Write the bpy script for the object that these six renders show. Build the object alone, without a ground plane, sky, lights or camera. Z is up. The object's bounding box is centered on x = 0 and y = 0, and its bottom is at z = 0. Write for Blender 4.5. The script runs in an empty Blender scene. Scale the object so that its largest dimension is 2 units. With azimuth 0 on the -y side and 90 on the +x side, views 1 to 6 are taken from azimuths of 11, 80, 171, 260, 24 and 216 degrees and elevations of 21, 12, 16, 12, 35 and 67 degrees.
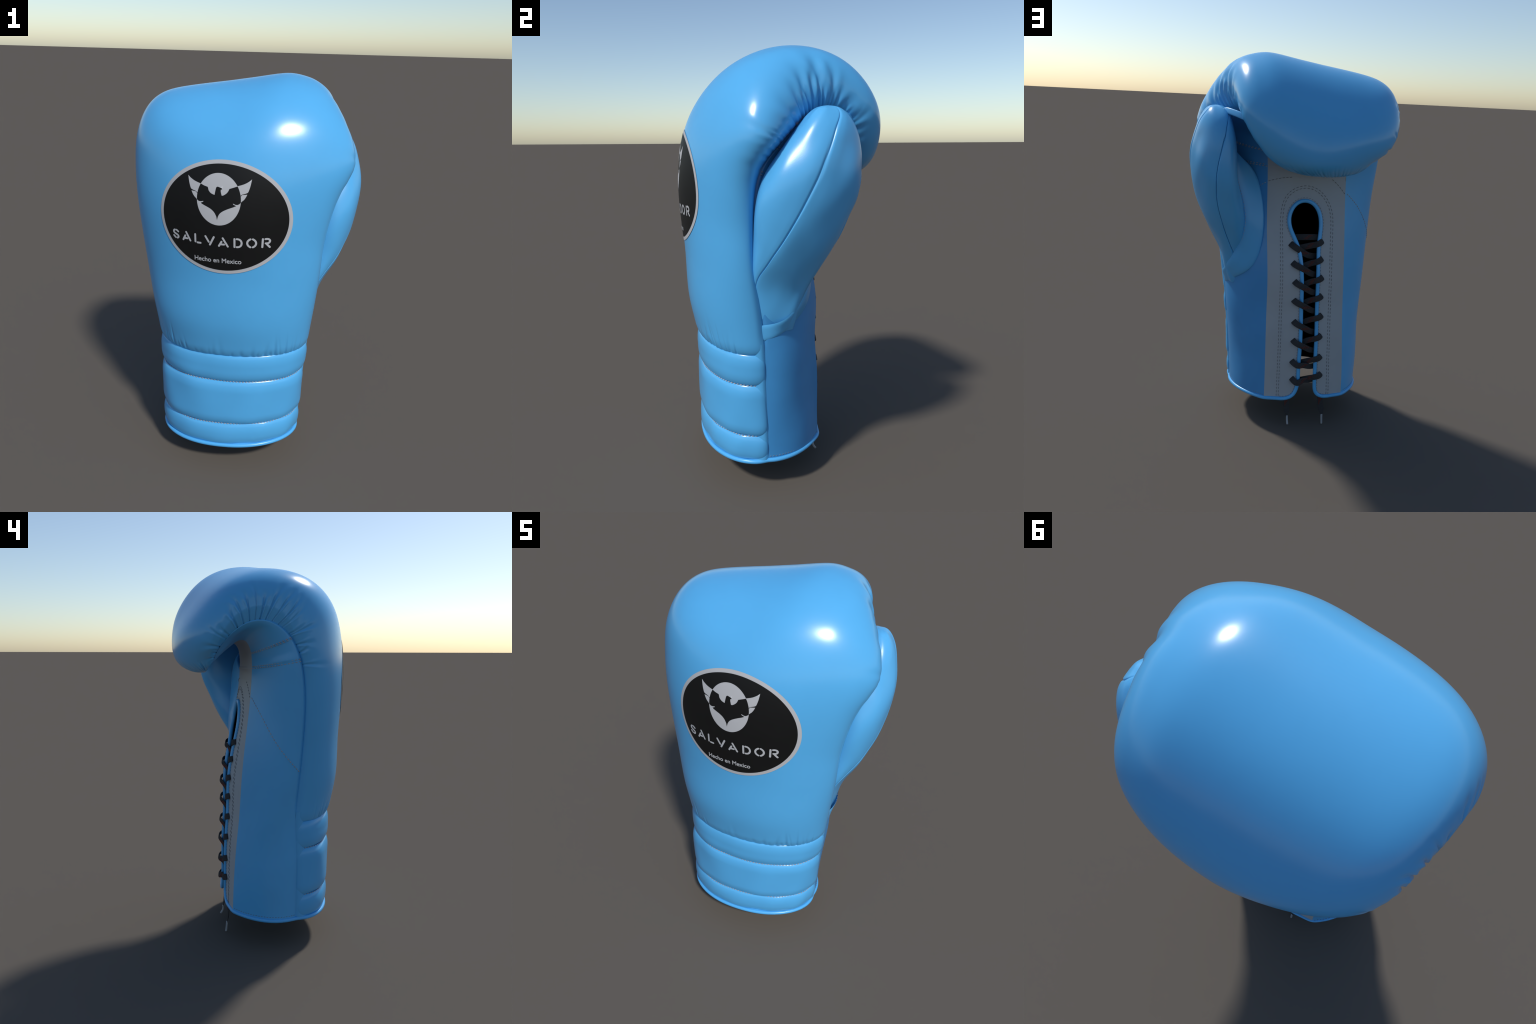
import bpy, bmesh, math, random
import numpy as np
from mathutils import Vector
from mathutils.bvhtree import BVHTree

RNG = np.random.default_rng(7)

# ------------------------------------------------------------------ splines
def spline(knots, vals):
    """natural cubic spline through vals at knots; returns f(t)."""
    k = np.asarray(knots, float); y = np.asarray(vals, float)
    if y.ndim == 1: y = y[:, None]; flat = True
    else: flat = False
    n = len(k); h = np.diff(k)
    A = np.zeros((n, n)); r = np.zeros_like(y)
    A[0, 0] = A[-1, -1] = 1
    for i in range(1, n - 1):
        A[i, i - 1] = h[i - 1]; A[i, i] = 2 * (h[i - 1] + h[i]); A[i, i + 1] = h[i]
        r[i] = 6 * ((y[i + 1] - y[i]) / h[i] - (y[i] - y[i - 1]) / h[i - 1])
    m = np.linalg.solve(A, r)
    def f(t):
        t = np.asarray(t, float)
        i = np.clip(np.searchsorted(k, t, side='right') - 1, 0, n - 2)
        d = (t - k[i])[..., None]; hh = h[i][..., None]; e = hh - d
        o = (m[i] * e**3 + m[i + 1] * d**3) / (6 * hh) + (y[i] / hh - m[i] * hh / 6) * e + (y[i + 1] / hh - m[i + 1] * hh / 6) * d
        return o[..., 0] if flat else o
    return f

def lin(knots, vals):
    k = np.asarray(knots, float); v = np.asarray(vals, float)
    return lambda t: np.interp(t, k, v)

def soft(knots, vals):
    """linear interpolation rounded off at the knots."""
    x = np.linspace(knots[0], knots[-1], 1500); y = np.interp(x, knots, vals)
    w = np.hanning(181); w /= w.sum()
    y = np.convolve(np.pad(y, 90, mode='edge'), w, mode='valid')
    return lambda t: np.interp(t, x, y)

def smooth(x, a, b):
    x = np.clip((np.asarray(x, float) - a) / (b - a), 0, 1)
    return x * x * (3 - 2 * x)

def path(pts, n):
    """smooth curve through control points, n samples evenly spaced by length."""
    p = np.asarray(pts, float)
    k = np.concatenate([[0], np.cumsum(np.linalg.norm(np.diff(p, axis=0), axis=1))])
    q = spline(k, p)(np.linspace(0, k[-1], max(400, n * 4)))
    return resample(q, n)

def resample(q, n):
    s = np.concatenate([[0], np.cumsum(np.linalg.norm(np.diff(q, axis=0), axis=1))])
    u = np.linspace(0, s[-1], n)
    return np.stack([np.interp(u, s, q[:, i]) for i in range(q.shape[1])], 1)

# ------------------------------------------------------------------ stations
# Each row: one cross-section of the glove, from the cuff rim up the hand, over the
# knuckles and down to the lip of the curled fingers.
#      seam on little-finger side   seam on thumb side      crown of the padding     bulgeL bulgeR nL  nR  tilt
ST = [
 ((-.420,-.147,.154), (.302,-.095,.168), (-.050,-.376,.155), .03, .04, 2.2, 2.2, 0),
 ((-.426,-.145,.285), (.307,-.097,.295), (-.050,-.381,.290), .02, .04, 2.2, 2.2, 0),
 ((-.426,-.142,.545), (.321,-.108,.546), (-.050,-.385,.550), .02, .04, 2.2, 2.2, 0),
 ((-.428,-.136,.685), (.330,-.113,.692), (-.048,-.391,.695), .02, .05, 2.15, 2.25, 0),
 ((-.445,-.145,.880), (.347,-.128,.870), (-.045,-.423,.870), .03, .05, 2.25, 2.15, 0),
 ((-.467,-.158,1.10), (.363,-.158,1.09), (-.045,-.435,1.10), .05, .07, 2.08, 2.02, 0),
 ((-.488,-.160,1.32), (.370,-.163,1.28), (-.040,-.452,1.33), .07, .08, 2.0, 1.9, 0),
 ((-.499,-.135,1.50), (.376,-.140,1.48), (-.035,-.446,1.53), .09, .17, 2.15, 1.95, 0),
 ((-.503,-.090,1.60), (.366,-.072,1.58), (-.030,-.398,1.719), .10, .36, 2.5, 2.1, .05),
 ((-.503,-.028,1.66), (.345, .000,1.65), (-.040,-.253,1.891),.09, .31, 4.6, 2.8, .15),
 ((-.498, .052,1.686),(.318, .085,1.712),(-.055, .000,1.970),.08, .12, 7.0, 3.4, .22),
 ((-.478, .132,1.668),(.288, .165,1.720),(-.060, .229,1.911),.09, .08, 8.0, 3.5, .24),
 ((-.438, .200,1.612),(.252, .228,1.690),(-.045, .377,1.762),.17, .13, 7.0, 3.5, .20),
 ((-.382, .246,1.548),(.210, .268,1.615),(-.025, .443,1.620),.17, .13, 2.5, 3.0, .07),
 ((-.335, .262,1.505),(.150, .282,1.525),(-.048, .430,1.490),.06, .04, 1.8, 2.0, 0),
 ((-.296, .276,1.472),(.085, .286,1.480),(-.090, .352,1.440),.0, .0, 1.85, 1.9, 0),
 ((-.230, .284,1.452),(.020, .288,1.458),(-.110, .300,1.436),.0, .0, 2.0, 2.0, 0),
]
#   corner of the palm face, little-finger side | thumb side | side roundness L, R | palm face bow
IN = [
 ((-.320,.176,.172),(.125,.185,.172), .85, .85,.020),
 ((-.318,.172,.290),(.125,.180,.290), .85, .82,.020),
 ((-.305,.152,.550),(.128,.174,.550), .85, .92,.028),
 ((-.300,.137,.690),(.128,.163,.690), .88, 1.2,.032),
 ((-.295,.124,.870),(.130,.166,.870), .94, .95,.034),
 ((-.288,.100,1.10),(.137,.125,1.10), .90, .6,.022),
 ((-.282,.076,1.30),(.138,.084,1.30), .90, .5,.020),
 ((-.280,.066,1.46),(.140,.068,1.45), .95, .7,.018),
 ((-.280,.070,1.535),(.145,.070,1.53),.90, .6,.015),
 ((-.285,.086,1.578),(.150,.082,1.57),.80, .5,.012),
 ((-.290,.110,1.598),(.155,.105,1.59),.55, .4,.008),
 ((-.295,.140,1.593),(.150,.135,1.59),.30, .3,.0),
 ((-.290,.172,1.570),(.140,.170,1.575),.12, .25,.0),
 ((-.280,.219,1.530),(.120,.222,1.54),.05, .2,.0),
 ((-.260,.260,1.490),(.095,.265,1.50),.0, .1,.0),
 ((-.235,.284,1.464),(.050,.287,1.470),.0, .0,.0),
 ((-.200,.289,1.450),(.000,.290,1.455),.0, .0,.0),
]
L0 = np.array([s[0] for s in ST]); R0 = np.array([s[1] for s in ST]); M0 = np.array([s[2] for s in ST])
_step = (np.linalg.norm(np.diff(L0, axis=0), axis=1) + np.linalg.norm(np.diff(R0, axis=0), axis=1)
         + 2 * np.linalg.norm(np.diff(M0, axis=0), axis=1)) / 4
T = np.concatenate([[0], np.cumsum(_step)])
fL, fR, fM = spline(T, L0), spline(T, R0), spline(T, M0)
fSH = [soft(T, [s[i] for s in ST]) for i in range(3, 8)]
fGL = spline(T, [s[0] for s in IN]); fGR = spline(T, [s[1] for s in IN])
fRL, fRR, fBOW = [soft(T, [s[i] for s in IN]) for i in (2, 3, 4)]
T_RIM, T_B1, T_B2, T_PAD, T_END = T[0], T[1], T[2], T[3], T[-1]

def pad_pt(t, th, inset=0.0):
    """point on the padded back; th 0 = little-finger seam, pi = thumb seam."""
    t = np.asarray(t, float); th = np.asarray(th, float)
    L, R, M = fL(t), fR(t), fM(t)
    C = (L + R) / 2; e1 = (R - L) / 2; e2 = M - C
    bl, br, nl, nr, k = [f(t) for f in fSH]
    c, s = np.cos(th), np.sin(th)
    w = smooth(c, -.6, .6)          # 1 on the little-finger half
    n = nl * w + nr * (1 - w); bu = bl * w + br * (1 - w)
    b = np.abs(s) ** (2 / n)
    a = -np.sign(c) * np.abs(c) ** (2 / n)
    a = a * (1 + bu * 2.6 * np.sqrt(b) * (1 - b))
    sc = (1 - np.asarray(inset))
    return C + (a * sc)[..., None] * e1 + (b * (1 + k * a * np.where(a < 0, .76, 1.0)) * sc)[..., None] * e2

def side_pt(t, q, left):
    """side panel, q 0 at the padding seam, 1 at the palm corner."""
    t = np.asarray(t, float); q = np.asarray(q, float)[..., None]
    A = fL(t) if left else fR(t); G = fGL(t) if left else fGR(t)
    r = (fRL(t) if left else fRR(t))[..., None]
    o = np.array([-.105, 0, 0]) if left else np.array([.085, 0, 0])
    H1 = A + .35 * (G - A) + r * o; H2 = G - .30 * (G - A) + r * o
    p = 1 - q
    return p**3 * A + 3 * p * p * q * H1 + 3 * p * q * q * H2 + q**3 * G

def palm_pt(t, a):
    t = np.asarray(t, float); a = np.asarray(a, float)
    A, B = fGL(t), fGR(t)
    P = A + a[..., None] * (B - A)
    P = P.copy(); P[..., 1] += fBOW(t) * 4 * a * (1 - a)
    return P

_tt = np.linspace(T[0], T[8], 800); _zz = (fGL(_tt)[:, 2] + fGR(_tt)[:, 2]) / 2
def palm_xz(x, z):
    """palm face point above the front-view position x, z (lower palm only)."""
    t = np.interp(z, _zz, _tt); A, B = fGL(t), fGR(t)
    a = (x - A[..., 0]) / (B[..., 0] - A[..., 0])
    P = palm_pt(t, a); P[..., 2] = z
    return P

# ------------------------------------------------------------------ mesh helpers
ROOT = bpy.data.objects.new('boxing_glove', None)
bpy.context.scene.collection.objects.link(ROOT)
ROOT['label'] = 'blue leather lace-up boxing glove standing on its cuff'
ROOT['category'] = 'boxing glove'

def add(name, verts, faces, mat, parent=None, smooth_faces=True, kind=None):
    me = bpy.data.meshes.new(name)
    me.from_pydata([tuple(map(float, v)) for v in verts], [], [tuple(map(int, f)) for f in faces])
    me.update()
    if smooth_faces: me.polygons.foreach_set('use_smooth', [True] * len(me.polygons))
    ob = bpy.data.objects.new(name, me); bpy.context.scene.collection.objects.link(ob)
    if mat: me.materials.append(mat)
    ob.parent = parent or ROOT
    if kind: ob['kind'] = kind
    return ob

def grid_faces(nv, nu, closed=False, off=0):
    i = np.arange(nv - 1)[:, None]; j = np.arange(nu if closed else nu - 1)[None, :]
    j2 = (j + 1) % nu
    f = np.stack([i * nu + j, i * nu + j2, (i + 1) * nu + j2, (i + 1) * nu + j], -1).reshape(-1, 4)
    return f + off

def grid(name, P, mat, closed=False, parent=None, flip=False, caps=False):
    nv, nu = P.shape[:2]
    f = grid_faces(nv, nu, closed)
    if flip: f = f[:, ::-1]
    f = [tuple(x) for x in f]
    if caps:
        e = [tuple(range(nu)), tuple(range((nv - 1) * nu, nv * nu))]
        f += [e[0][::-1], e[1]] if not flip else [e[0], e[1][::-1]]
    return add(name, P.reshape(-1, 3), f, mat, parent)

def grid_normals(P):
    du = np.gradient(P, axis=1); dv = np.gradient(P, axis=0)
    n = np.cross(du, dv); l = np.linalg.norm(n, axis=-1, keepdims=True)
    return n / np.maximum(l, 1e-9)

def frames(p, closed=False, ref=None):
    t = (np.roll(p, -1, 0) - np.roll(p, 1, 0)) if closed else np.gradient(p, axis=0)
    t /= np.maximum(np.linalg.norm(t, axis=1, keepdims=True), 1e-9)
    n = np.zeros_like(p); v = np.array([0, 1.0, 0.13]) if ref is None else np.asarray(ref, float)
    for i in range(len(p)):
        w = v if ref is not None else (v if i == 0 else n[i - 1])
        w = w - t[i] * (w @ t[i]); n[i] = w / max(np.linalg.norm(w), 1e-9)
    return t, n, np.cross(t, n)

def tube_geo(p, r, nu=10, closed=False, flat=1.0, ref=None, square=2.0):
    """round (or flattened) tube along p; flat scales the thickness along the frame normal."""
    t, n, b = frames(p, closed, ref)
    r = np.broadcast_to(np.asarray(r, float), (len(p),))
    a = np.linspace(0, 2 * np.pi, nu, endpoint=False)
    ca, sa = [np.sign(f) * np.abs(f) ** (2 / square) for f in (np.cos(a), np.sin(a))]
    P = p[:, None] + (r[:, None] * ca)[..., None] * b[:, None] + (r[:, None] * sa * flat)[..., None] * n[:, None]
    f = [tuple(x) for x in grid_faces(len(p), nu, True)]
    if closed:
        m = len(p) - 1
        f += [(m * nu + j, m * nu + (j + 1) % nu, (j + 1) % nu, j) for j in range(nu)]
    else:
        f += [tuple(range(nu))[::-1], tuple(range((len(p) - 1) * nu, len(p) * nu))]
    return P.reshape(-1, 3), f

def tube(name, p, r, mat, nu=10, closed=False, flat=1.0, ref=None, parent=None, square=2.0):
    v, f = tube_geo(p, r, nu, closed, flat, ref, square)
    return add(name, v, f, mat, parent)

def merge(name, parts, mat, parent=None, kind=None):
    V, F, o = [], [], 0
    for v, f in parts:
        V.append(v); F += [tuple(i + o for i in x) for x in f]; o += len(v)
    return add(name, np.concatenate(V), F, mat, parent, True, kind)

# ------------------------------------------------------------------ materials
def srgb(r, g, b):
    f = lambda c: c / 12.92 if c <= .04045 else ((c + .055) / 1.055) ** 2.4
    return (f(r / 255), f(g / 255), f(b / 255), 1)

def material(name, col, rough=.4, spec=.5, var=.06, vscale=6, bump=.0, bscale=300, coat=0):
    m = bpy.data.materials.new(name); m.use_nodes = True
    nt = m.node_tree; N = nt.nodes; K = nt.links
    bs = N['Principled BSDF']
    tc = N.new('ShaderNodeTexCoord')
    no = N.new('ShaderNodeTexNoise'); no.inputs['Scale'].default_value = vscale; no.inputs['Detail'].default_value = 4
    K.new(tc.outputs['Object'], no.inputs['Vector'])
    ra = N.new('ShaderNodeValToRGB')
    ra.color_ramp.elements[0].position = .3; ra.color_ramp.elements[1].position = .7
    ra.color_ramp.elements[0].color = tuple(c * (1 - var) for c in col[:3]) + (1,)
    ra.color_ramp.elements[1].color = tuple(min(1, c * (1 + var)) for c in col[:3]) + (1,)
    K.new(no.outputs['Fac'], ra.inputs['Fac']); K.new(ra.outputs['Color'], bs.inputs['Base Color'])
    bs.inputs['Roughness'].default_value = rough
    bs.inputs['Specular IOR Level'].default_value = spec
    if coat:
        bs.inputs['Coat Weight'].default_value = coat; bs.inputs['Coat Roughness'].default_value = .2
    if bump:
        vo = N.new('ShaderNodeTexVoronoi'); vo.inputs['Scale'].default_value = bscale
        K.new(tc.outputs['Object'], vo.inputs['Vector'])
        bu = N.new('ShaderNodeBump'); bu.inputs['Strength'].default_value = bump; bu.inputs['Distance'].default_value = .001
        K.new(vo.outputs['Distance'], bu.inputs['Height']); K.new(bu.outputs['Normal'], bs.inputs['Normal'])
    return m

BLUE = srgb(84, 168, 222)
M_BLUE = material('blue_padding_leather', BLUE, .24, .5, .02, 4)
M_PANEL = material('blue_panel_leather', BLUE, .30, .5, .03, 5, .05, 260)
M_PANEL_SHADE_BAKED = material('blue_panel_leather_shade_baked', srgb(64, 140, 198), .32, .5, .05, 5, .05, 260)  # same blue leather, darkened evenly to bake in the shading below the thumb
M_GREY = material('grey_palm_leather', srgb(160, 166, 172), .55, .3, .04, 5, .06, 260)
M_PIPE = material('blue_piping_leather', srgb(80, 168, 226), .28, .5, .02, 8)
M_BLACK = material('black_lining_cloth', (.004, .004, .004, 1), .9, .1, .2, 30)
M_LACE = material('black_lace_cloth', srgb(54, 54, 56), .8, .2, .12, 120, .3, 400)
M_RED = material('red_lace_thread', srgb(104, 50, 42), .8, .2, .1, 60)
M_TIP = material('silver_lace_tip', srgb(150, 152, 156), .35, .5, .05, 40)
M_THREAD = material('pale_stitch_thread', srgb(158, 164, 174), .6, .3, .1, 60)
M_DTHREAD = material('dark_stitch_thread', srgb(126, 128, 130), .7, .2, .1, 60)
M_RING = material('grey_badge_border', srgb(176, 177, 180), .5, .3, .02, 12)
M_BADGE = material('black_badge_print', srgb(18, 18, 18), .5, .25, .05, 20)

# ------------------------------------------------------------------ back padding with gathers
def gathers(tv, th, seam_th, t0, t1, count, depth, length, width, seed, peak, floor):
    """random folds running out from a seam: returns inward displacement on the grid."""
    r = np.random.default_rng(seed); d = np.zeros((len(tv), len(th)))
    dist = np.abs(th - seam_th)[None, :]
    for i in range(count):
        c = t0 + (t1 - t0) * (i + r.uniform(.1, .9)) / count
        w = width * r.uniform(.6, 1.5); ln = length * r.uniform(.35, 1.5); dp = depth * r.uniform(.35, 1.0); k = floor + (1 - floor) * np.exp(-((c - peak) / .16) ** 2); dp *= k; ln *= .55 + .45 * k; w *= 1.6 - .7 * k
        lean = r.normal(0, .035)
        x = (tv[:, None] - c - lean * dist / .5) / (w * (.55 + .9 * dist / ln))
        d += dp * np.exp(-x * x) * np.exp(-(dist / ln) ** 2) * smooth(dist, -.03, .02)
        d -= .35 * dp * np.exp(-(np.abs(x) - 2.0) ** 2) * np.exp(-(dist / ln) ** 2) * smooth(dist, -.03, .02)
    return d

def tuck(t, left):
    """inward pull that sinks the seam between padding and side panel."""
    A, B = (fL(t), fR(t)) if left else (fR(t), fL(t))
    d = B - A; d = d / np.linalg.norm(d, axis=-1, keepdims=True)
    return d * (.007 * smooth(t, T_PAD, T_PAD + .12) * (1 - smooth(t, T[13], T[15])))[..., None]

def build_padding():
    nv, nu = 460, 300
    t = np.linspace(T_PAD, T_END, nv); th = np.linspace(0, np.pi, nu)
    # denser near seams
    th = th - .32 * np.sin(2 * th) * .5
    TT, HH = np.meshgrid(t, th, indexing='ij')
    P = pad_pt(TT, HH)
    N = grid_normals(P)
    mid = pad_pt(np.array([T[6]]), np.array([np.pi / 2]))[0]
    if N[120, 150] @ np.array([0, -1, 0]) < 0: N = -N
    d = gathers(t, th, 0, T[7] - .03, T[14], 19, .012, .21, .0065, 3, T[10] + .1, .5)
    d += gathers(t, th, np.pi, T[7] - .0, T[14], 30, .013, .42, .0095, 5, T[10] + .04, .22)
    # soft pull-in at the cuff, with small gathers
    e = (TT - T_PAD)
    roll = .018 * (1 - np.sqrt(np.clip(1 - (1 - np.clip(e / .06, 0, 1)) ** 2, 0, 1)))
    g = np.zeros_like(d); r = np.random.default_rng(11)
    for i in range(26):
        c = .35 + 2.4 * (i + r.uniform(.1, .9)) / 26
        w = r.uniform(.010, .028); ln = r.uniform(.025, .10); dp = r.uniform(.002, .0095)
        g += dp * np.exp(-((HH - c - r.normal(0, .3) * e) / w) ** 2) * np.exp(-(e / ln) ** 2) * smooth(e, -.005, .012)
    # small puckers where the leather is turned under at the finger lip
    for i in range(30):
        c = .25 + 2.6 * (i + r.uniform(.1, .9)) / 30
        g += r.uniform(.001, .005) * np.exp(-((HH - c) / r.uniform(.012, .035)) ** 2) * smooth(TT, T[14] - .03, T[15]) * (1 - smooth(TT, T[15], T[16]))
    P = P - (d + roll + g)[..., None] * N
    P = P + tuck(TT, True) * np.exp(-(HH / .055) ** 2)[..., None] + tuck(TT, False) * np.exp(-((np.pi - HH) / .055) ** 2)[..., None]
    ob = grid('back_padding', P, M_BLUE, flip=False)
    return ob, P

PAD, PADP = build_padding()
# make sure normals point out
def fix_normals(ob, probe):
    me = ob.data
    bm = bmesh.new(); bm.from_mesh(me); bm.faces.ensure_lookup_table()
    f = min(bm.faces, key=lambda f: (f.calc_center_median() - Vector(probe)).length)
    if f.normal.dot(Vector(probe) - Vector((-.04, 0, 1.2 if probe[2] > 1 else probe[2]))) < 0:
        bmesh.ops.reverse_faces(bm, faces=bm.faces)
    bm.to_mesh(me); bm.free(); me.update()
fix_normals(PAD, (0, -.45, 1.3))

# ------------------------------------------------------------------ cuff bands
def build_band(ta, tb, depth_lo, depth_hi, seed):
    nv, nu = 60, 220
    s = np.linspace(0, 1, nv); s = .5 - .5 * np.cos(np.pi * s)
    t = ta + (tb - ta) * s; th = np.linspace(0, np.pi, nu); th = th - .35 * np.sin(2 * th) * .5
    TT, HH = np.meshgrid(t, th, indexing='ij')
    P = pad_pt(TT, HH); N = grid_normals(P)
    if N[30, 110] @ np.array([0, -1, 0]) < 0: N = -N
    def edge(d, w, dp): return dp * (1 - np.sqrt(np.clip(1 - (1 - np.clip(d / w, 0, 1)) ** 2, 0, 1)))
    w = min(.062, (tb - ta) * .48)
    e = edge(TT - ta, w, depth_lo) + edge(tb - TT, w, depth_hi)
    e += edge(np.minimum(HH, np.pi - HH), .10, .005)
    r = np.random.default_rng(seed)
    wob = sum(r.uniform(.0010, .0022) * np.sin(HH * r.uniform(3, 14) + TT * r.uniform(-20, 20) + r.uniform(0, 6)) for _ in range(6))
    P = P + (.002 - e + wob * .6)[..., None] * N
    ob = grid('cuff_band', P, M_BLUE); fix_normals(ob, (-.04, -.42, (ta + tb) / 2 + .15))
    return ob, P
BANDS = [build_band(T_RIM + .004, T_B1, .020, .021, 1), build_band(T_B1, T_B2, .021, .021, 2), build_band(T_B2, T_PAD + .004, .021, .020, 3)]

# leather base under the rolls, closing the creases between them
t = np.linspace(T_RIM, T_PAD + .06, 60); th = np.linspace(0, np.pi, 120)
TT, HH = np.meshgrid(t, th, indexing='ij')
ob = grid('cuff_base', pad_pt(TT, HH, .001 + .092 * smooth(np.minimum(HH, np.pi - HH), .02, .35) * (.35 + .65 * smooth(TT, T_RIM, T_RIM + .05))), M_BLUE); fix_normals(ob, (-.04, -.42, .5))

# ------------------------------------------------------------------ side panels and palm
def build_side(left):
    t = np.linspace(T_RIM, T_END, 360); q = np.linspace(0, 1, 60)
    TT, QQ = np.meshgrid(t, q, indexing='ij')
    P = side_pt(TT, QQ, left); N = grid_normals(P)
    r = np.random.default_rng(21 + left)
    wob = sum(r.uniform(.0006, .0016) * np.sin(TT * r.uniform(5, 18) + QQ * r.uniform(-7, 7) + r.uniform(0, 6)) for _ in range(7))
    ts = float(np.interp(1.462, _zz, _tt)); sg = 1 if N[100, 30] @ np.array([-1 if left else 1, 0, 0]) > 0 else -1
    wob = wob + sg * (.0045 * smooth(TT, ts - .004, ts + .006) * (1 - smooth(TT, ts + .006, ts + .07)) * smooth(QQ, 0, .12) * (1 - smooth(QQ, .9, 1)))
    P = P + (wob * np.sin(np.pi * QQ))[..., None] * N + tuck(TT, left) * np.exp(-(QQ / .03) ** 2)[..., None]
    ob = grid('side_panel', P, M_PANEL if left else M_PANEL_SHADE_BAKED); fix_normals(ob, (-.46 if left else .35, 0, .5))
    return ob
SIDE_L, SIDE_R = build_side(True), build_side(False)

SLOT = [(.040,.170),(-.005,.173),(-.037,.192),(-.053,.225),(-.060,.35),(-.062,.50),(-.060,.65),(-.056,.80),(-.047,.95),(-.032,1.03),
        (-.004,1.095),(.018,1.145),(.022,1.195),(.004,1.245),(-.028,1.275),(-.060,1.282),(-.092,1.275),(-.126,1.245),(-.146,1.195),(-.149,1.13),
        (-.141,1.05),(-.141,.95),(-.143,.80),(-.149,.60),(-.153,.40),(-.157,.245),(-.168,.195),(-.198,.175),(-.240,.171)]
S2 = path(SLOT, 240)

def build_flap(off, name, mat, top):
    n = len(S2)
    zt = np.linspace(0, 1, n)
    # outer border of the panel in step with the slot outline
    def border(s):
        a, b = .40, .60
        if s < a:
            z = .172 + (top - .172) * (s / a); t = np.interp(z, _zz, _tt); x = fGR(t)[0]
        elif s > b:
            z = .172 + (top - .172) * ((1 - s) / (1 - b)); t = np.interp(z, _zz, _tt); x = fGL(t)[0]
        else:
            z = top; t = np.interp(z, _zz, _tt); f = (s - a) / (b - a); x = fGR(t)[0] * (1 - f) + fGL(t)[0] * f
        return x, z
    # spread of the border follows slot height so that quads stay square
    zs = S2[:, 1]; k = n // 2; par = np.zeros(n)
    itop = np.argmax(zs)
    ia = np.argmax(zs > 1.15); ib = n - np.argmax(zs[::-1] > 1.15)
    par[:ia] = np.linspace(0, .36, ia); par[ia:ib] = np.linspace(.36, .64, ib - ia); par[ib:] = np.linspace(.64, 1, n - ib)
    O = np.array([border(s) for s in par])
    m = 34
    f = np.linspace(0, 1, m)
    X = S2[:, None, 0] * (1 - f) + O[:, None, 0] * f; Z = S2[:, None, 1] * (1 - f) + O[:, None, 1] * f
    P = palm_xz(X, Z)
    P[..., 1] += off
    ob = grid(name, P, mat)
    fix_normals(ob, (-.25, .3, .6))
    return ob
TOPZ = 1.40
PALM = build_flap(0, 'palm_panel', M_GREY, TOPZ)
build_flap(-.014, 'palm_lining', M_BLACK, TOPZ)
# upper palm: from the crease over into the curled fingers
t = np.linspace(np.interp(TOPZ - .03, _zz, _tt), T_END, 160); a = np.linspace(0, 1, 60)
TT, AA = np.meshgrid(t, a, indexing='ij')
P = palm_pt(TT, AA)
bu = .006 * np.exp(-((TT - np.interp(1.455, _zz, _tt)) / .012) ** 2)
P[..., 1] += bu * np.sin(np.pi * AA) ** .5 - .003 * (1 - smooth(TT, t[0], t[0] + .05))
ob = grid('finger_palm_panel', P, M_GREY); fix_normals(ob, (-.07, .2, 1.45))

# lining of the hollow cuff
t = np.linspace(T_RIM, np.interp(1.36, _zz, _tt), 60)
c = [pad_pt(t[:, None] + 0 * np.linspace(0, 1, 90), np.linspace(0, np.pi, 90)[None, :] + 0 * t[:, None], .09)]
inner = [side_pt(t[:, None] + 0 * np.linspace(0, 1, 20), np.linspace(0, 1, 20)[None, :] + 0 * t[:, None], lf) for lf in (True, False)]
loop = np.concatenate([inner[0][:, ::-1], c[0], inner[1]], axis=1)
cen = loop.mean(axis=1, keepdims=True)
loop = cen + (loop - cen) * .955
loop[-1] = loop[-1].mean(axis=0) * .9 + loop[-1] * .1
grid('cuff_lining', loop, M_BLACK)

# dark tongue behind the lacing, sloping back towards the cuff opening
z = np.linspace(.47, 1.06, 60); x = np.linspace(-.19, -.01, 24)
ZZ, XX = np.meshgrid(z, x, indexing='ij')
P = palm_xz(XX, ZZ); P[..., 1] -= .055 + .075 * (1.06 - ZZ) / .6
grid('lacing_tongue', np.concatenate([P, (P - np.array([0, .006, 0]))[::-1]]), M_BLACK)

# ------------------------------------------------------------------ piping: slot and rim in one cord
slot3 = palm_xz(S2[:, 0], S2[:, 1]); slot3[:, 1] += .002
th = np.linspace(0, np.pi, 160)
rim_pad = pad_pt(np.full(160, T_RIM), th, .02)
q = np.linspace(0, 1, 50)
rl = side_pt(np.full(50, T_RIM), q, True); rr = side_pt(np.full(50, T_RIM), q, False)
S2a = palm_pt(np.full(12, T_RIM), np.linspace(0, .16, 12)); S2b = palm_pt(np.full(12, T_RIM), np.linspace(.84, 1, 12))
rim = np.concatenate([S2a[::-1][2:], rl[::-1][1:], rim_pad[1:], rr[1:], S2b[::-1][1:-2]])
cord = np.concatenate([slot3, rim])
nc = len(cord)
cord = resample(np.concatenate([cord, cord[:1]]), 900)[:-1]
for _ in range(24):
    cord = (np.roll(cord, 1, 0) + 2 * cord + np.roll(cord, -1, 0)) / 4
tube('edge_piping', cord, .0105, M_PIPE, 12, True)

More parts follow.
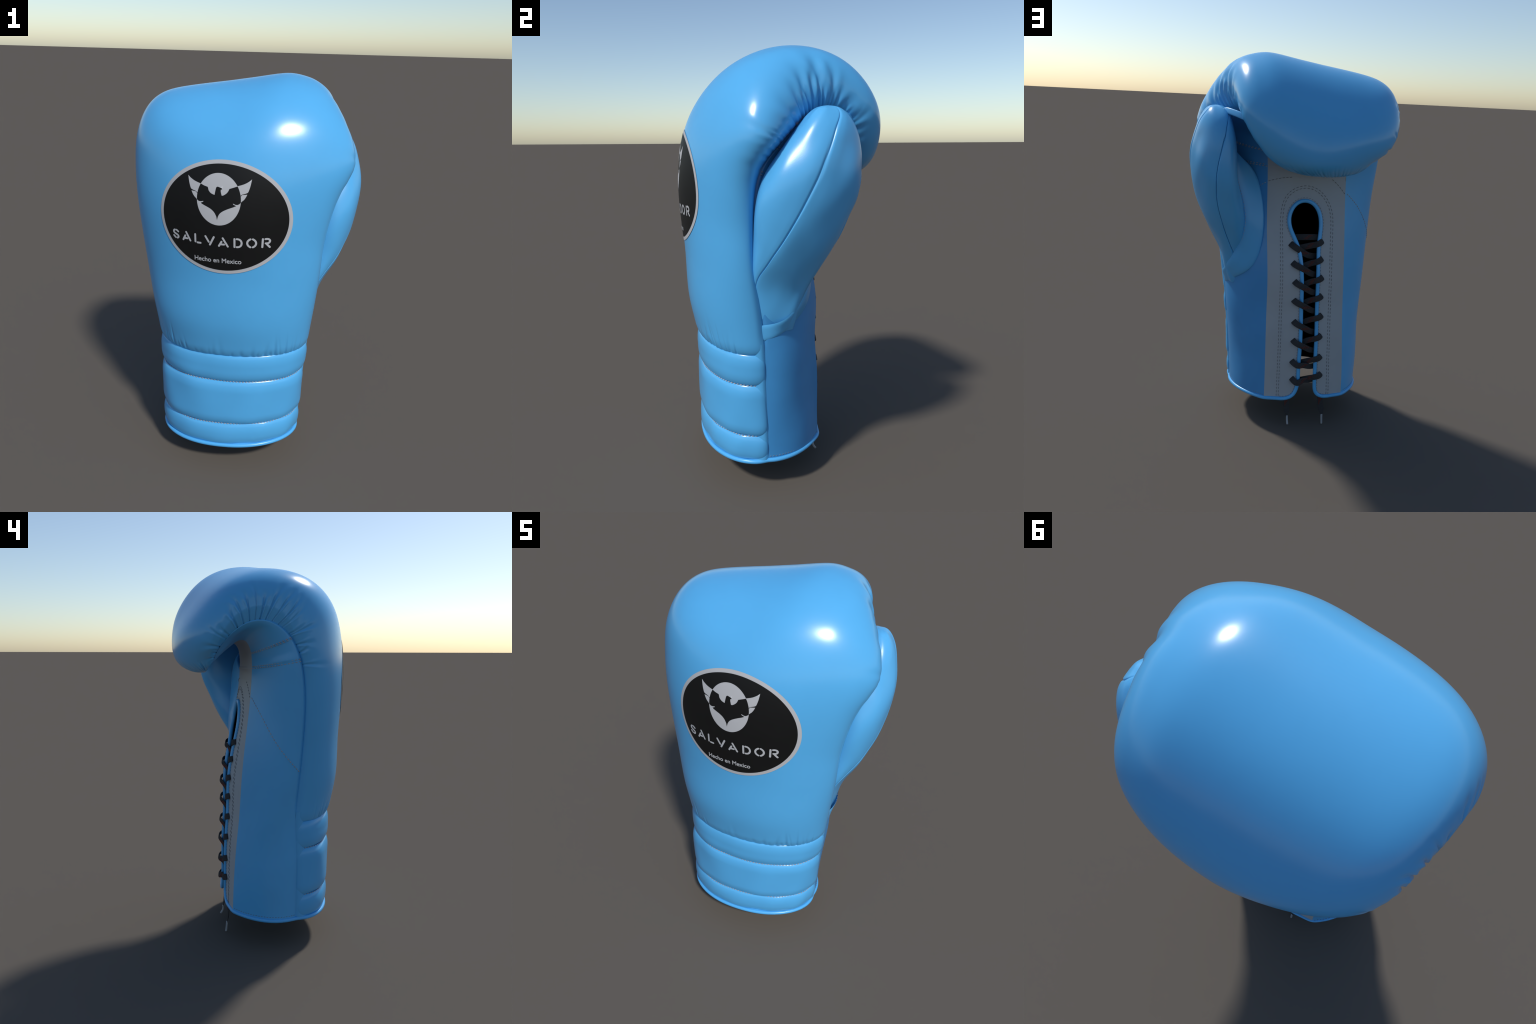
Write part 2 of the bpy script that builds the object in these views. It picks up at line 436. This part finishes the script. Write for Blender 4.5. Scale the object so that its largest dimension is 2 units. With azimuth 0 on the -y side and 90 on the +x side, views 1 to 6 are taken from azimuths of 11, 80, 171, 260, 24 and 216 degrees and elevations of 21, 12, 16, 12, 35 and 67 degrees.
# ------------------------------------------------------------------ thumb
#  height, centre x, y, half widths: to body (-x), outward (+x), toward back (-y), toward palm (+y)
TH = [
 (1.746,.408,.130,.000,.000,.000,.000),
 (1.738,.408,.130,.032,.034,.042,.046),
 (1.715,.409,.130,.054,.058,.074,.082),
 (1.67, .411,.124,.072,.082,.108,.122),
 (1.60, .412,.108,.084,.102,.150,.160),
 (1.50, .412,.080,.090,.123,.192,.200),
 (1.40, .405,.050,.094,.126,.202,.222),
 (1.30, .385,.025,.098,.126,.188,.208),
 (1.20, .363,.005,.102,.116,.170,.186),
 (1.10, .344,-.015,.105,.088,.156,.150),
 (1.00, .325,-.025,.095,.056,.146,.105),
 (.90, .310,-.035,.065,.046,.130,.078),
 (.84, .298,-.04,.055,.044,.118,.070),
 (.80, .288,-.04,.045,.038,.110,.060),
]
_th = np.array(TH)
_ts = np.concatenate([[0], np.cumsum(np.linalg.norm(np.diff(_th[:, [0, 4]], axis=0), axis=1))])
_tab = spline(_ts, _th)(np.linspace(0, _ts[-1], 3000)); _tab[:, 3:] = np.maximum(_tab[:, 3:], 0)
def fT(nz): return np.stack([np.interp(nz, -_tab[:, 0], _tab[:, i]) for i in range(1, 7)], -1)
# angle (0 = outward +x, 90 = toward palm +y) of the two thumb seams by height
fs1 = soft([-1.748,-1.72,-1.68,-1.62,-1.55,-1.48,-1.40,-1.33,-1.26,-1.19,-1.12,-1.05,-1.0,-.8], [38,23,7,3,0,-1,-4,-8,-15,-25,-37,-56,-64,-85])
fs2 = soft([-1.748,-1.72,-1.68,-1.62,-1.55,-1.48,-1.40,-1.33,-1.26,-1.19,-1.12,-1.05,-1.0,-.8], [160,139,106,93,85,79,74,72,71,73,76,84,92,105])
f_lean = soft([-1.75, -1.6, -1.5, -1.4, -1.3, -1.2, -1.0, -.8], [.20, .24, .22, .18, .15, .14, .08, .0])
def thumb_pt(z, ang):
    c = fT(-z); co, si = np.cos(ang), np.sin(ang)
    n = 2.45
    ex = np.where(co > 0, c[..., 3], c[..., 2]); ey = np.where(si > 0, c[..., 5], c[..., 4])
    y = c[..., 1] + ey * np.sign(si) * np.abs(si) ** (2 / n)
    x = c[..., 0] + ex * np.sign(co) * np.abs(co) ** (2 / n) - f_lean(-z) * (y - c[..., 1]) * smooth(y - c[..., 1], -.14, .10)
    return np.stack([x, y, z + 0 * x], -1)

def thumb_panel(name, lo, hi):
    s = np.linspace(0, 1, 200)
    z = np.interp(s ** 1.3 * _ts[-1], np.linspace(0, _ts[-1], 3000), _tab[:, 0])
    u = np.linspace(0, 1, 170); u = .5 - .5 * np.cos(np.pi * u); u = .5 - .5 * np.cos(np.pi * u)
    ZZ, UU = np.meshgrid(z, u, indexing='ij')
    A = np.radians(lo(-ZZ)) * (1 - UU) + np.radians(hi(-ZZ)) * UU
    P = thumb_pt(ZZ, A); cen = fT(-ZZ)[..., :2]
    out = P.copy(); out[..., :2] -= cen; out[..., 2] = 0
    l = np.linalg.norm(out, axis=-1, keepdims=True); out /= np.maximum(l, 1e-6)
    arc = np.abs(np.radians(hi(-ZZ) - lo(-ZZ))) * np.clip(l[..., 0], .02, None)
    d = np.minimum(UU, 1 - UU) * arc
    dip = .0055 * np.exp(-np.abs(d / .0026) ** 1.5) - .0006 * np.exp(-((d - .02) / .014) ** 2)
    r = np.random.default_rng(33)
    wob = sum(r.uniform(.0003, .0011) * np.sin(ZZ * r.uniform(10, 45) + A * r.uniform(-9, 9) + r.uniform(0, 6)) for _ in range(8))
    P = P + ((wob - dip) * smooth(l[..., 0], .0, .05))[..., None] * out
    ob = grid(name, P, M_PANEL, parent=THUMB); fix_normals2(ob, P, out)
    return ob
def fix_normals2(ob, P, out):
    N = grid_normals(P); s = np.sum(N * out)
    me = ob.data; k = me.polygons[len(me.polygons) // 2]
    i = k.vertices[0]; o = out.reshape(-1, 3)[i]
    if k.normal.dot(Vector(o)) < 0: me.flip_normals()
THUMB = bpy.data.objects.new('thumb', None); bpy.context.scene.collection.objects.link(THUMB); THUMB.parent = ROOT
TB = thumb_panel('thumb_back_panel', lambda t: fs2(t) - 360, fs1)
TF = thumb_panel('thumb_front_panel', fs1, fs2)

# strap that closes the root of the thumb on the palm
so = path([(.322,-.132,.758),(.340,-.02,.795),(.325,.070,.840),(.265,.120,.885),(.207,.140,.955),(.172,.135,1.06),(.162,.118,1.165),(.182,.098,1.30),(.228,.078,1.42),(.285,.058,1.50),(.325,.03,1.54)], 160)
si = path([(.336,-.146,.834),(.364,-.03,.862),(.356,.045,.915),(.312,.088,.968),(.275,.106,1.045),(.254,.122,1.145),(.248,.114,1.235),(.264,.098,1.34),(.290,.090,1.43),(.320,.065,1.50),(.335,.03,1.54)], 160)
def tree(*obs):
    V, F, o = [], [], 0
    for ob in obs:
        V += [v.co.copy() for v in ob.data.vertices]; F += [[i + o for i in p.vertices] for p in ob.data.polygons]; o = len(V)
    return BVHTree.FromPolygons(V, F)
def snap(p, tr, lift, w):
    out = []
    for i, q in enumerate(p):
        c, n, _, _ = tr.find_nearest(Vector(q)); out.append(np.array(q) * (1 - w[i]) + np.array(c + n * lift) * w[i])
    return np.array(out)
def ease(p, n=9):
    k = np.hanning(n + 2)[1:-1]; k /= k.sum(); h = n // 2
    return np.stack([np.convolve(np.pad(p[:, i], h, mode='edge'), k, mode='valid') for i in range(3)], 1)
s_ = np.linspace(0, 1, 160)
so = ease(snap(so, tree(SIDE_R, PALM), .001, 1 - smooth(s_, .8, .95)), 15)
si = ease(snap(si, tree(TB, TF), -.002, smooth(s_, .10, .2) * (1 - smooth(s_, .8, .95))), 15)
u = np.linspace(0, 1, 26)
P = so[:, None] * (1 - u)[:, None] + si[:, None] * u[:, None]
N = grid_normals(P)
if N[80, 12] @ np.array([0, 1, 0]) < 0: N = -N
prof = .010 * np.clip(1 - np.abs(2 * u - 1) ** 4, 0, 1) - .004 * (u < .02)
P = P + (np.linspace(0, 1, 160)[:, None] * 4).clip(.35, 1)[..., None] * prof[None, :, None] * N
ob = grid('thumb_strap', P, M_PANEL, parent=THUMB); 
if ob.data.polygons[len(ob.data.polygons)//2].normal.y < 0: ob.data.flip_normals()

# small tab tying the thumb tip to the curled fingers
p = path([(.385,.150,1.718),(.365,.185,1.722),(.335,.222,1.716),(.298,.258,1.704),(.262,.285,1.690)], 40)
tube('thumb_tab', p, .015, M_PANEL, 16, flat=.35, ref=(.55, .80, .35), parent=THUMB, square=3)

# ------------------------------------------------------------------ laces
zs_in = [1.055,.957,.857,.752,.630,.522,.398,.291]
zs_out = [1.068,.975,.875,.771,.659,.543,.420,.312]
LACES = bpy.data.objects.new('lace', None); bpy.context.scene.collection.objects.link(LACES); LACES.parent = ROOT
def edge_x(z, sign):
    h = S2[:120] if sign > 0 else S2[120:]
    o = np.argsort(h[:, 1]); return np.interp(z, h[o, 1], h[o, 0])
def lace_piece(pts, name='lace_crossing', w=.0165):
    p = path(pts, 40)
    e = np.linspace(0, 1, 40); r = w * np.clip(np.minimum(e, 1 - e) / .02, .85, 1)
    ob = tube(name, p, r, M_LACE, 24, flat=.20, ref=(0, 1, .1), parent=LACES, square=3.5)
    t, n, b = frames(p, ref=(0, 1, .1))
    thr = []
    for k in range(4):
        i0, i1 = 17 - 2 * k + 2, 24 - 2 * k + 2
        off = (-.009 + .006 * k)
        q = p[i0:i1] + b[i0:i1] * off + n[i0:i1] * .20 * w * (1 - abs(off / w) ** 3.5) ** (1 / 3.5)
        thr.append(tube_geo(q, .0016, 5))
    merge('lace_thread', thr, M_RED, ob, 'stuff')
    return ob
for i in range(8):
    za, zb = zs_in[i], zs_out[i]
    xa, xb = edge_x(za, 1), edge_x(zb, -1)
    oa, ob_ = xa + .050 - .0015 * i, xb - .022 - .001 * i
    oa = [.014,.001,-.011,-.012,-.018,-.018,-.018,-.022][i]; ob_ = [-.162,-.162,-.168,-.170,-.177,-.178,-.184,-.192][i]
    ya = float(palm_xz(np.array(xa), np.array(za))[1]); yb = float(palm_xz(np.array(xb), np.array(zb))[1])
    drop = .060 if i < 6 else (.035 if i == 6 else .012)
    # thumb-side lace runs over, the other dips under it
    lace_piece([(oa, ya - .004, za + .005), (oa - .010, ya + .014, za - .002), ((oa + xa) / 2 - .012, ya + .026, za - .014), (xa - .020, ya + .014, za - drop * .55),
                (xa - .055, ya - .002, za - drop * .95), (xb - .012, yb - .026, za - drop * 1.25)])
    lace_piece([(ob_, yb - .004, zb + .005), (ob_ + .010, yb + .012, zb), (xb + .005, yb + .016, zb - .008), (xb + .034, yb + .002, zb - .020),
                (xa - .020, ya - .016, zb - .036), (xa + .015, ya - .030, zb - .046)])
yt = float(palm_xz(np.array(-.09), np.array(1.06))[1])
lace_piece([(-.01, yt - .03, 1.085), (-.06, yt - .022, 1.088), (-.11, yt - .022, 1.088), (-.16, yt - .03, 1.085)])
# hanging ends with metal tips
for x0, x1, y1, z1 in ((-.200, -.214, .203, .0), (-.004, -.013, .212, .010)):
    p = path([(x0, .170, .24), (x0, .178, .17), (x0 - .002, .186, .12), (x1 + .004, .192, .075), (x1 + .002, .197, .052)], 40)
    r = np.full(40, .0165); r[-8:] = np.linspace(.0165, .006, 8)
    lo = tube('lace_end', p, r, M_LACE, 24, square=3.5, flat=.20, ref=(0, 1, .1), parent=LACES)
    tt, n, b = frames(p, ref=(0, 1, .1))
    merge('lace_thread', [tube_geo(p[10 + 2 * k:20 + 2 * k] + b[10 + 2 * k:20 + 2 * k] * (-.009 + .006 * k) + n[10 + 2 * k:20 + 2 * k] * .0038, .0016, 5) for k in range(4)], M_RED, lo, 'stuff')
    q = path([(x1 + .002, .196, .058), (x1 + .001, .199, .03), (x1, y1, z1)], 12)
    tube('lace_tip', q, .0055, M_TIP, 10, parent=LACES)

# ------------------------------------------------------------------ stitches
def stitches(name, p, mat, length=.011, gap=.006, r=.0016, lift=.001, nrm=None):
    s = np.concatenate([[0], np.cumsum(np.linalg.norm(np.diff(p, axis=0), axis=1))])
    parts = []; x = 0
    at = lambda u: np.array([np.interp(u, s, p[:, i]) for i in range(3)])
    while x + length < s[-1]:
        q = np.array([at(x + length * f) for f in (0, .25, .5, .75, 1)])
        parts.append(tube_geo(q, r * np.array([.5, .9, 1, .9, .5]), 6)); x += length + gap
    return merge(name, parts, mat, None, 'stuff')

for k in (0, 1):     # two seams between the three cuff bands
    tb = (T_B1, T_B2)[k]
    th = np.linspace(.03, np.pi - .03, 300)
    p = pad_pt(np.full(300, tb), th); p = p + (p - np.array([-.045, -.1, p[0, 2]])) * 0
    B = BANDS[k][1][-1]          # top edge of the lower band
    B = B[4:-4]; n = B - np.array([-.045, -.08, 0]); n[:, 2] = 0; n /= np.linalg.norm(n, axis=1, keepdims=True)
    q = B + n * .0065
    stitches('band_stitching', q, M_THREAD, .010, .006, .0024)
def on_palm(xz, lift=.0012, n=300):
    q = path(xz, n); P = palm_xz(q[:, 0], q[:, 1]); P[:, 1] += lift; return P
for o in (0, .012):  # double row round the lacing slot
    q = [(.045+o,.165),(.046+o,.4),(.048+o,.7),(.052+o,.95),(.056+o,1.12),(.053+o,1.22),(.03+o*.8,1.295+o*.6),(-.02+o*.3,1.335+o),(-.066,1.345+o),
         (-.11-o*.3,1.335+o),(-.165-o*.8,1.29+o*.6),(-.200-o,1.215),(-.207-o,1.12),(-.208-o,.95),(-.214-o,.7),(-.222-o,.4),(-.232-o,.165)]
    stitches('palm_stitching', on_palm(q), M_DTHREAD, .013, .008, .0015)
# yoke seam above the slot, running out to both sides
stitches('palm_stitching', on_palm([(.135,1.375),(.07,1.392),(.0,1.400)]), M_DTHREAD, .012, .007, .0017)
stitches('palm_stitching', on_palm([(-.279,1.315),(-.245,1.355),(-.20,1.395)]), M_DTHREAD, .012, .007, .0017)
# row following the slot piping and the rim
S3 = S2.copy(); c = np.array([-.06, .75]); d = np.gradient(S2, axis=0); nn = np.stack([d[:, 1], -d[:, 0]], 1); nn /= np.linalg.norm(nn, axis=1, keepdims=True)
S3 = S2 + nn * .014
P = palm_xz(S3[:, 0], S3[:, 1]); P[:, 1] += .001
stitches('palm_stitching', P, M_DTHREAD, .008, .008, .0011)

def on_side(tq, left, lift=.0012, n=200):
    q = path(tq, n); P = side_pt(q[:, 0], q[:, 1], left)
    e = 1e-3
    N = np.cross(side_pt(q[:, 0] + e, q[:, 1], left) - P, side_pt(q[:, 0], q[:, 1] + e, left) - P)
    N /= np.linalg.norm(N, axis=1, keepdims=True)
    if (N[n // 2] @ np.array([-1 if left else 1, .2, 0])) < 0: N = -N
    return P + N * lift
tz = lambda z: float(np.interp(z, _zz, _tt))
stitches('panel_stitching', on_side([(tz(.955), .03), (tz(1.04), .3), (tz(1.13), .55), (tz(1.24), .8), (tz(1.32), .99)], True), M_THREAD, .011, .006, .0026)
stitches('panel_stitching', on_side([(tz(1.37), .98), (tz(1.34), .85), (tz(1.30), .7)], False), M_THREAD, .011, .006, .0018)
for left in (True, False):
    for dt in (0, .014):
        stitches('panel_stitching', on_side([(tz(1.455) + dt, .02), (tz(1.455) + dt, .5), (tz(1.455) + dt, 1)], left), M_THREAD, .011, .007, .0026)
        stitches('panel_stitching', on_side([(T[8] + .005 + dt, .02), (T[8] + dt, .5), (T[8] - .01 + dt, 1)], left), M_THREAD, .011, .007, .0026)
    stitches('rim_stitching', on_side([(.022, .02), (.022, .5), (.022, 1)], left), M_DTHREAD, .008, .007, .0012)
stitches('strap_stitching', (si * .93 + so * .07) + np.array([0, .004, 0]), M_THREAD, .009, .006, .0014)

# ------------------------------------------------------------------ badge on the back of the hand
_bm = bmesh.new(); _bm.from_mesh(PAD.data); BVH = BVHTree.FromBMesh(_bm)
def drape(xz, lift):
    """lay front-view points onto the padding."""
    out = []
    for x, z in xz:
        h, n, _, _ = BVH.ray_cast(Vector((x, -1, z)), Vector((0, 1, 0)))
        if n.y > 0: n = -n
        out.append(h + n * lift)
    return np.array(out)
BADGE = bpy.data.objects.new('badge', None); bpy.context.scene.collection.objects.link(BADGE); BADGE.parent = ROOT
def oval(c, rx, rz, n=128, e=2.0):
    a = np.linspace(0, 2 * np.pi, n, endpoint=False)
    return np.stack([c[0] + rx * np.sign(np.cos(a)) * np.abs(np.cos(a)) ** (2 / e), c[1] + rz * np.sign(np.sin(a)) * np.abs(np.sin(a)) ** (2 / e)], 1)
def rings(name, outer, inner, m, lift, mat):
    f = np.linspace(0, 1, m)[:, None, None]
    xz = (outer[None] * (1 - f) + inner[None] * f).reshape(-1, 2)
    ob = add(name, drape(xz, lift), grid_faces(m, len(outer), True), mat, BADGE)
    face_front(ob); return ob
def face_front(ob):
    me = ob.data
    bm = bmesh.new(); bm.from_mesh(me)
    bad = [f for f in bm.faces if f.normal.y > 0]
    bmesh.ops.reverse_faces(bm, faces=bad); bm.to_mesh(me); bm.free()
C_O = (-.033, 1.413)
o1, o2 = oval(C_O, .297, .253, 160), oval(C_O, .2815, .2370, 160)
rings('badge_border', o1, oval(C_O, .278, .2335, 160), 6, .0022, M_RING)
rings('badge_field', o2, oval(C_O, .001, .001, 160), 40, .0030, M_BADGE)

def fill(name, polys, lift, mat, cell=.010, parent=None):
    """flat outlines cut into small cells and draped on the padding."""
    bm = bmesh.new()
    for poly in polys:
        vs = [bm.verts.new((x, 0, z)) for x, z in poly]
        bm.faces.new(vs)
    bm.normal_update(); bmesh.ops.triangulate(bm, faces=bm.faces[:])
    lo = np.min([p for q in polys for p in q], axis=0); hi = np.max([p for q in polys for p in q], axis=0)
    for ax in (0, 1):
        for c in np.arange(math.floor(lo[ax] / cell) * cell, hi[ax] + cell, cell):
            no = (1, 0, 0) if ax == 0 else (0, 0, 1); co = (c, 0, 0) if ax == 0 else (0, 0, c)
            bmesh.ops.bisect_plane(bm, geom=bm.verts[:] + bm.edges[:] + bm.faces[:], plane_co=co, plane_no=no)
    bm.verts.index_update()
    V = drape([(v.co.x, v.co.z) for v in bm.verts], lift); F = [[v.index for v in f.verts] for f in bm.faces]; bm.free()
    ob = add(name, V, F, mat, parent or BADGE); face_front(ob); return ob
def curve2(pts, n=24): return [tuple(p) for p in path([(a, b) for a, b in pts], n)]

# emblem: pale disc and a spread bird, light and dark swapped where they overlap
CX, CZ, DX, DZ = -.049, 1.500, .0965, .1115
def arc(a0, a1, n=40):
    a = np.radians(np.linspace(a0, a1, n)); return [(CX + DX * math.cos(t), CZ + DZ * math.sin(t)) for t in a]
wl, wr = 146.0, 33.5        # where the upper wing edges cross the disc
ll, lr = 183.0, -3.5        # where the lower wing edges cross it
top = arc(wr, wl) + [(-.114, 1.5555), (-.097, 1.551), (-.0945, 1.543)] + curve2([(-.093, 1.537), (-.084, 1.527), (-.0665, 1.520)], 8) + \
      [(-.0615, 1.545), (-.0590, 1.553), (-.0530, 1.5555), (-.0360, 1.5500), (-.0335, 1.5475), (-.0345, 1.5445), (-.0395, 1.5435), (-.0395, 1.535), (-.0350, 1.5190)] + \
      curve2([(-.029, 1.5195), (-.016, 1.528), (-.006, 1.541), (-.003, 1.549)], 8) + [(.014, 1.555)]
bot = arc(ll, 360 + lr) + [(.041, 1.487), (.034, 1.4835), (.026, 1.4835), (.0145, 1.4885), (.0155, 1.4845), (.0285, 1.4785)] + \
      curve2([(.015, 1.472), (-.026, 1.4535), (-.041, 1.442), (-.050, 1.426), (-.0535, 1.411)], 12) + \
      curve2([(-.0565, 1.426), (-.064, 1.441), (-.082, 1.458), (-.110, 1.471), (-.129, 1.480)], 12) + [(-.1155, 1.4865), (-.1165, 1.4895), (-.126, 1.4870), (-.136, 1.4870), (-.141, 1.490)]
wing_l = arc(wl, 168, 16) + [(-.150, 1.5285), (-.165, 1.533), (-.1725, 1.5365)] + curve2([(-.1755, 1.541), (-.1815, 1.560), (-.1875, 1.5925)], 8) + curve2([(-.178, 1.5835), (-.158, 1.5720), (-.133, 1.5635)], 8)
feather_l = arc(169, ll, 16)[::-1] + [(-.1465, 1.5215), (-.150, 1.5265), (-.1710, 1.5290)] + curve2([(-.168, 1.522), (-.158, 1.506), (-.1468, 1.4965)], 8)[:-1]
mx = lambda poly: [(2 * CX + .0 - x, z) for x, z in poly][::-1]
EMB = [top, bot, wing_l, mx(wing_l), feather_l, mx(feather_l)]
def clean(p):
    q = [p[0]]
    for a in p[1:]:
        if math.hypot(a[0] - q[-1][0], a[1] - q[-1][1]) > 4e-4: q.append(a)
    if math.hypot(q[0][0] - q[-1][0], q[0][1] - q[-1][1]) < 4e-4: q.pop()
    return q
fill('bird_emblem', [clean(p) for p in EMB], .0040, M_RING)

# stencil lettering drawn with round-ended strokes
GLYPH = {
 'S': [[(.62,.98),(.92,.82)], [(.30,.98),(.10,.88),(.08,.70),(.25,.58),(.70,.42),(.93,.28),(.90,.08),(.72,.0)], [(.08,.24),(.40,.03)]],
 'A': [[(.44,1),(1,0)], [(0,.0),(.30,.55)], [(.16,.22),(.58,.22)]],
 'L': [[(.1,1),(.1,.08)], [(.46,.0),(1,.0)]],
 'V': [[(0,1),(.38,.34)], [(1,1),(.52,0)]],
 'D': [[(.08,1),(.08,0)], [(.38,1),(.62,.98),(.90,.80),(1,.5),(.90,.20),(.62,.02),(.38,0)]],
 'O': [[(.36,1),(.12,.82),(0,.5),(.12,.18),(.36,0)], [(.64,1),(.88,.82),(1,.5),(.88,.18),(.64,0)]],
 'R': [[(.10,1),(.04,0)], [(.42,1),(.78,1),(.97,.86),(.95,.64),(.78,.50),(.46,.47)], [(.60,.36),(.97,0)]],
}
def stroke(pts, w):
    p = path(pts, 14) if len(pts) > 2 else resample(np.array(pts, float), 8)
    d = np.gradient(p, axis=0); d /= np.linalg.norm(d, axis=1, keepdims=True); n = np.stack([-d[:, 1], d[:, 0]], 1)
    a0 = math.atan2(n[-1][1], n[-1][0]); a1 = math.atan2(-n[0][1], -n[0][0])
    cap = lambda c, a: [(c[0] + w * math.cos(a - t), c[1] + w * math.sin(a - t)) for t in np.linspace(0, math.pi, 9)[1:-1]]
    return [tuple(x) for x in p + n * w] + cap(p[-1], a0) + [tuple(x) for x in (p - n * w)[::-1]] + cap(p[0], a1)
W = .0043
x_of = [(-.269,-.233),(-.219,-.175),(-.162,-.126),(-.111,-.064),(-.050,-.002),(.016,.058),(.073,.119),(.135,.177)]
for ch, (x0, x1), zb in zip('SALVADOR', x_of, (1.299,1.297,1.294,1.2915,1.290,1.290,1.2915,1.2925)):
    polys = []
    for st in GLYPH[ch]:
        polys.append(stroke([(x0 + W + (x1 - x0 - 2 * W) * a, zb + W + (.046 - 2 * W) * b) for a, b in st], W))
    fill('letter', polys, .0040, M_RING, .012)

def caption(body, x0, x1, z0, h):
    cu = bpy.data.curves.new('caption', 'FONT'); cu.body = body; cu.size = 1; cu.resolution_u = 4
    ob = bpy.data.objects.new('caption', cu); bpy.context.scene.collection.objects.link(ob)
    me = bpy.data.meshes.new_from_object(ob.evaluated_get(bpy.context.evaluated_depsgraph_get()))
    bpy.data.objects.remove(ob); bpy.data.curves.remove(cu)
    co = np.array([v.co[:2] for v in me.vertices]); lo, hi = co.min(0), co.max(0)
    xz = np.stack([x0 + (co[:, 0] - lo[0]) / (hi[0] - lo[0]) * (x1 - x0), z0 + (co[:, 1] - lo[1]) / (hi[1] - lo[1]) * h], 1)
    F = [list(p.vertices) for p in me.polygons]; bpy.data.meshes.remove(me)
    parts = [(drape(xz + np.array([dx, dz]), .0040 + .0004 * i), F) for i, (dx, dz) in enumerate(((-.0006, 0), (.0006, 0), (0, .0005), (0, -.0005)))]
    o = merge('caption', parts, M_RING, BADGE); face_front(o)
caption('Hecho en Mexico', -.161, .052, 1.2135, .0215)
_bm.free()
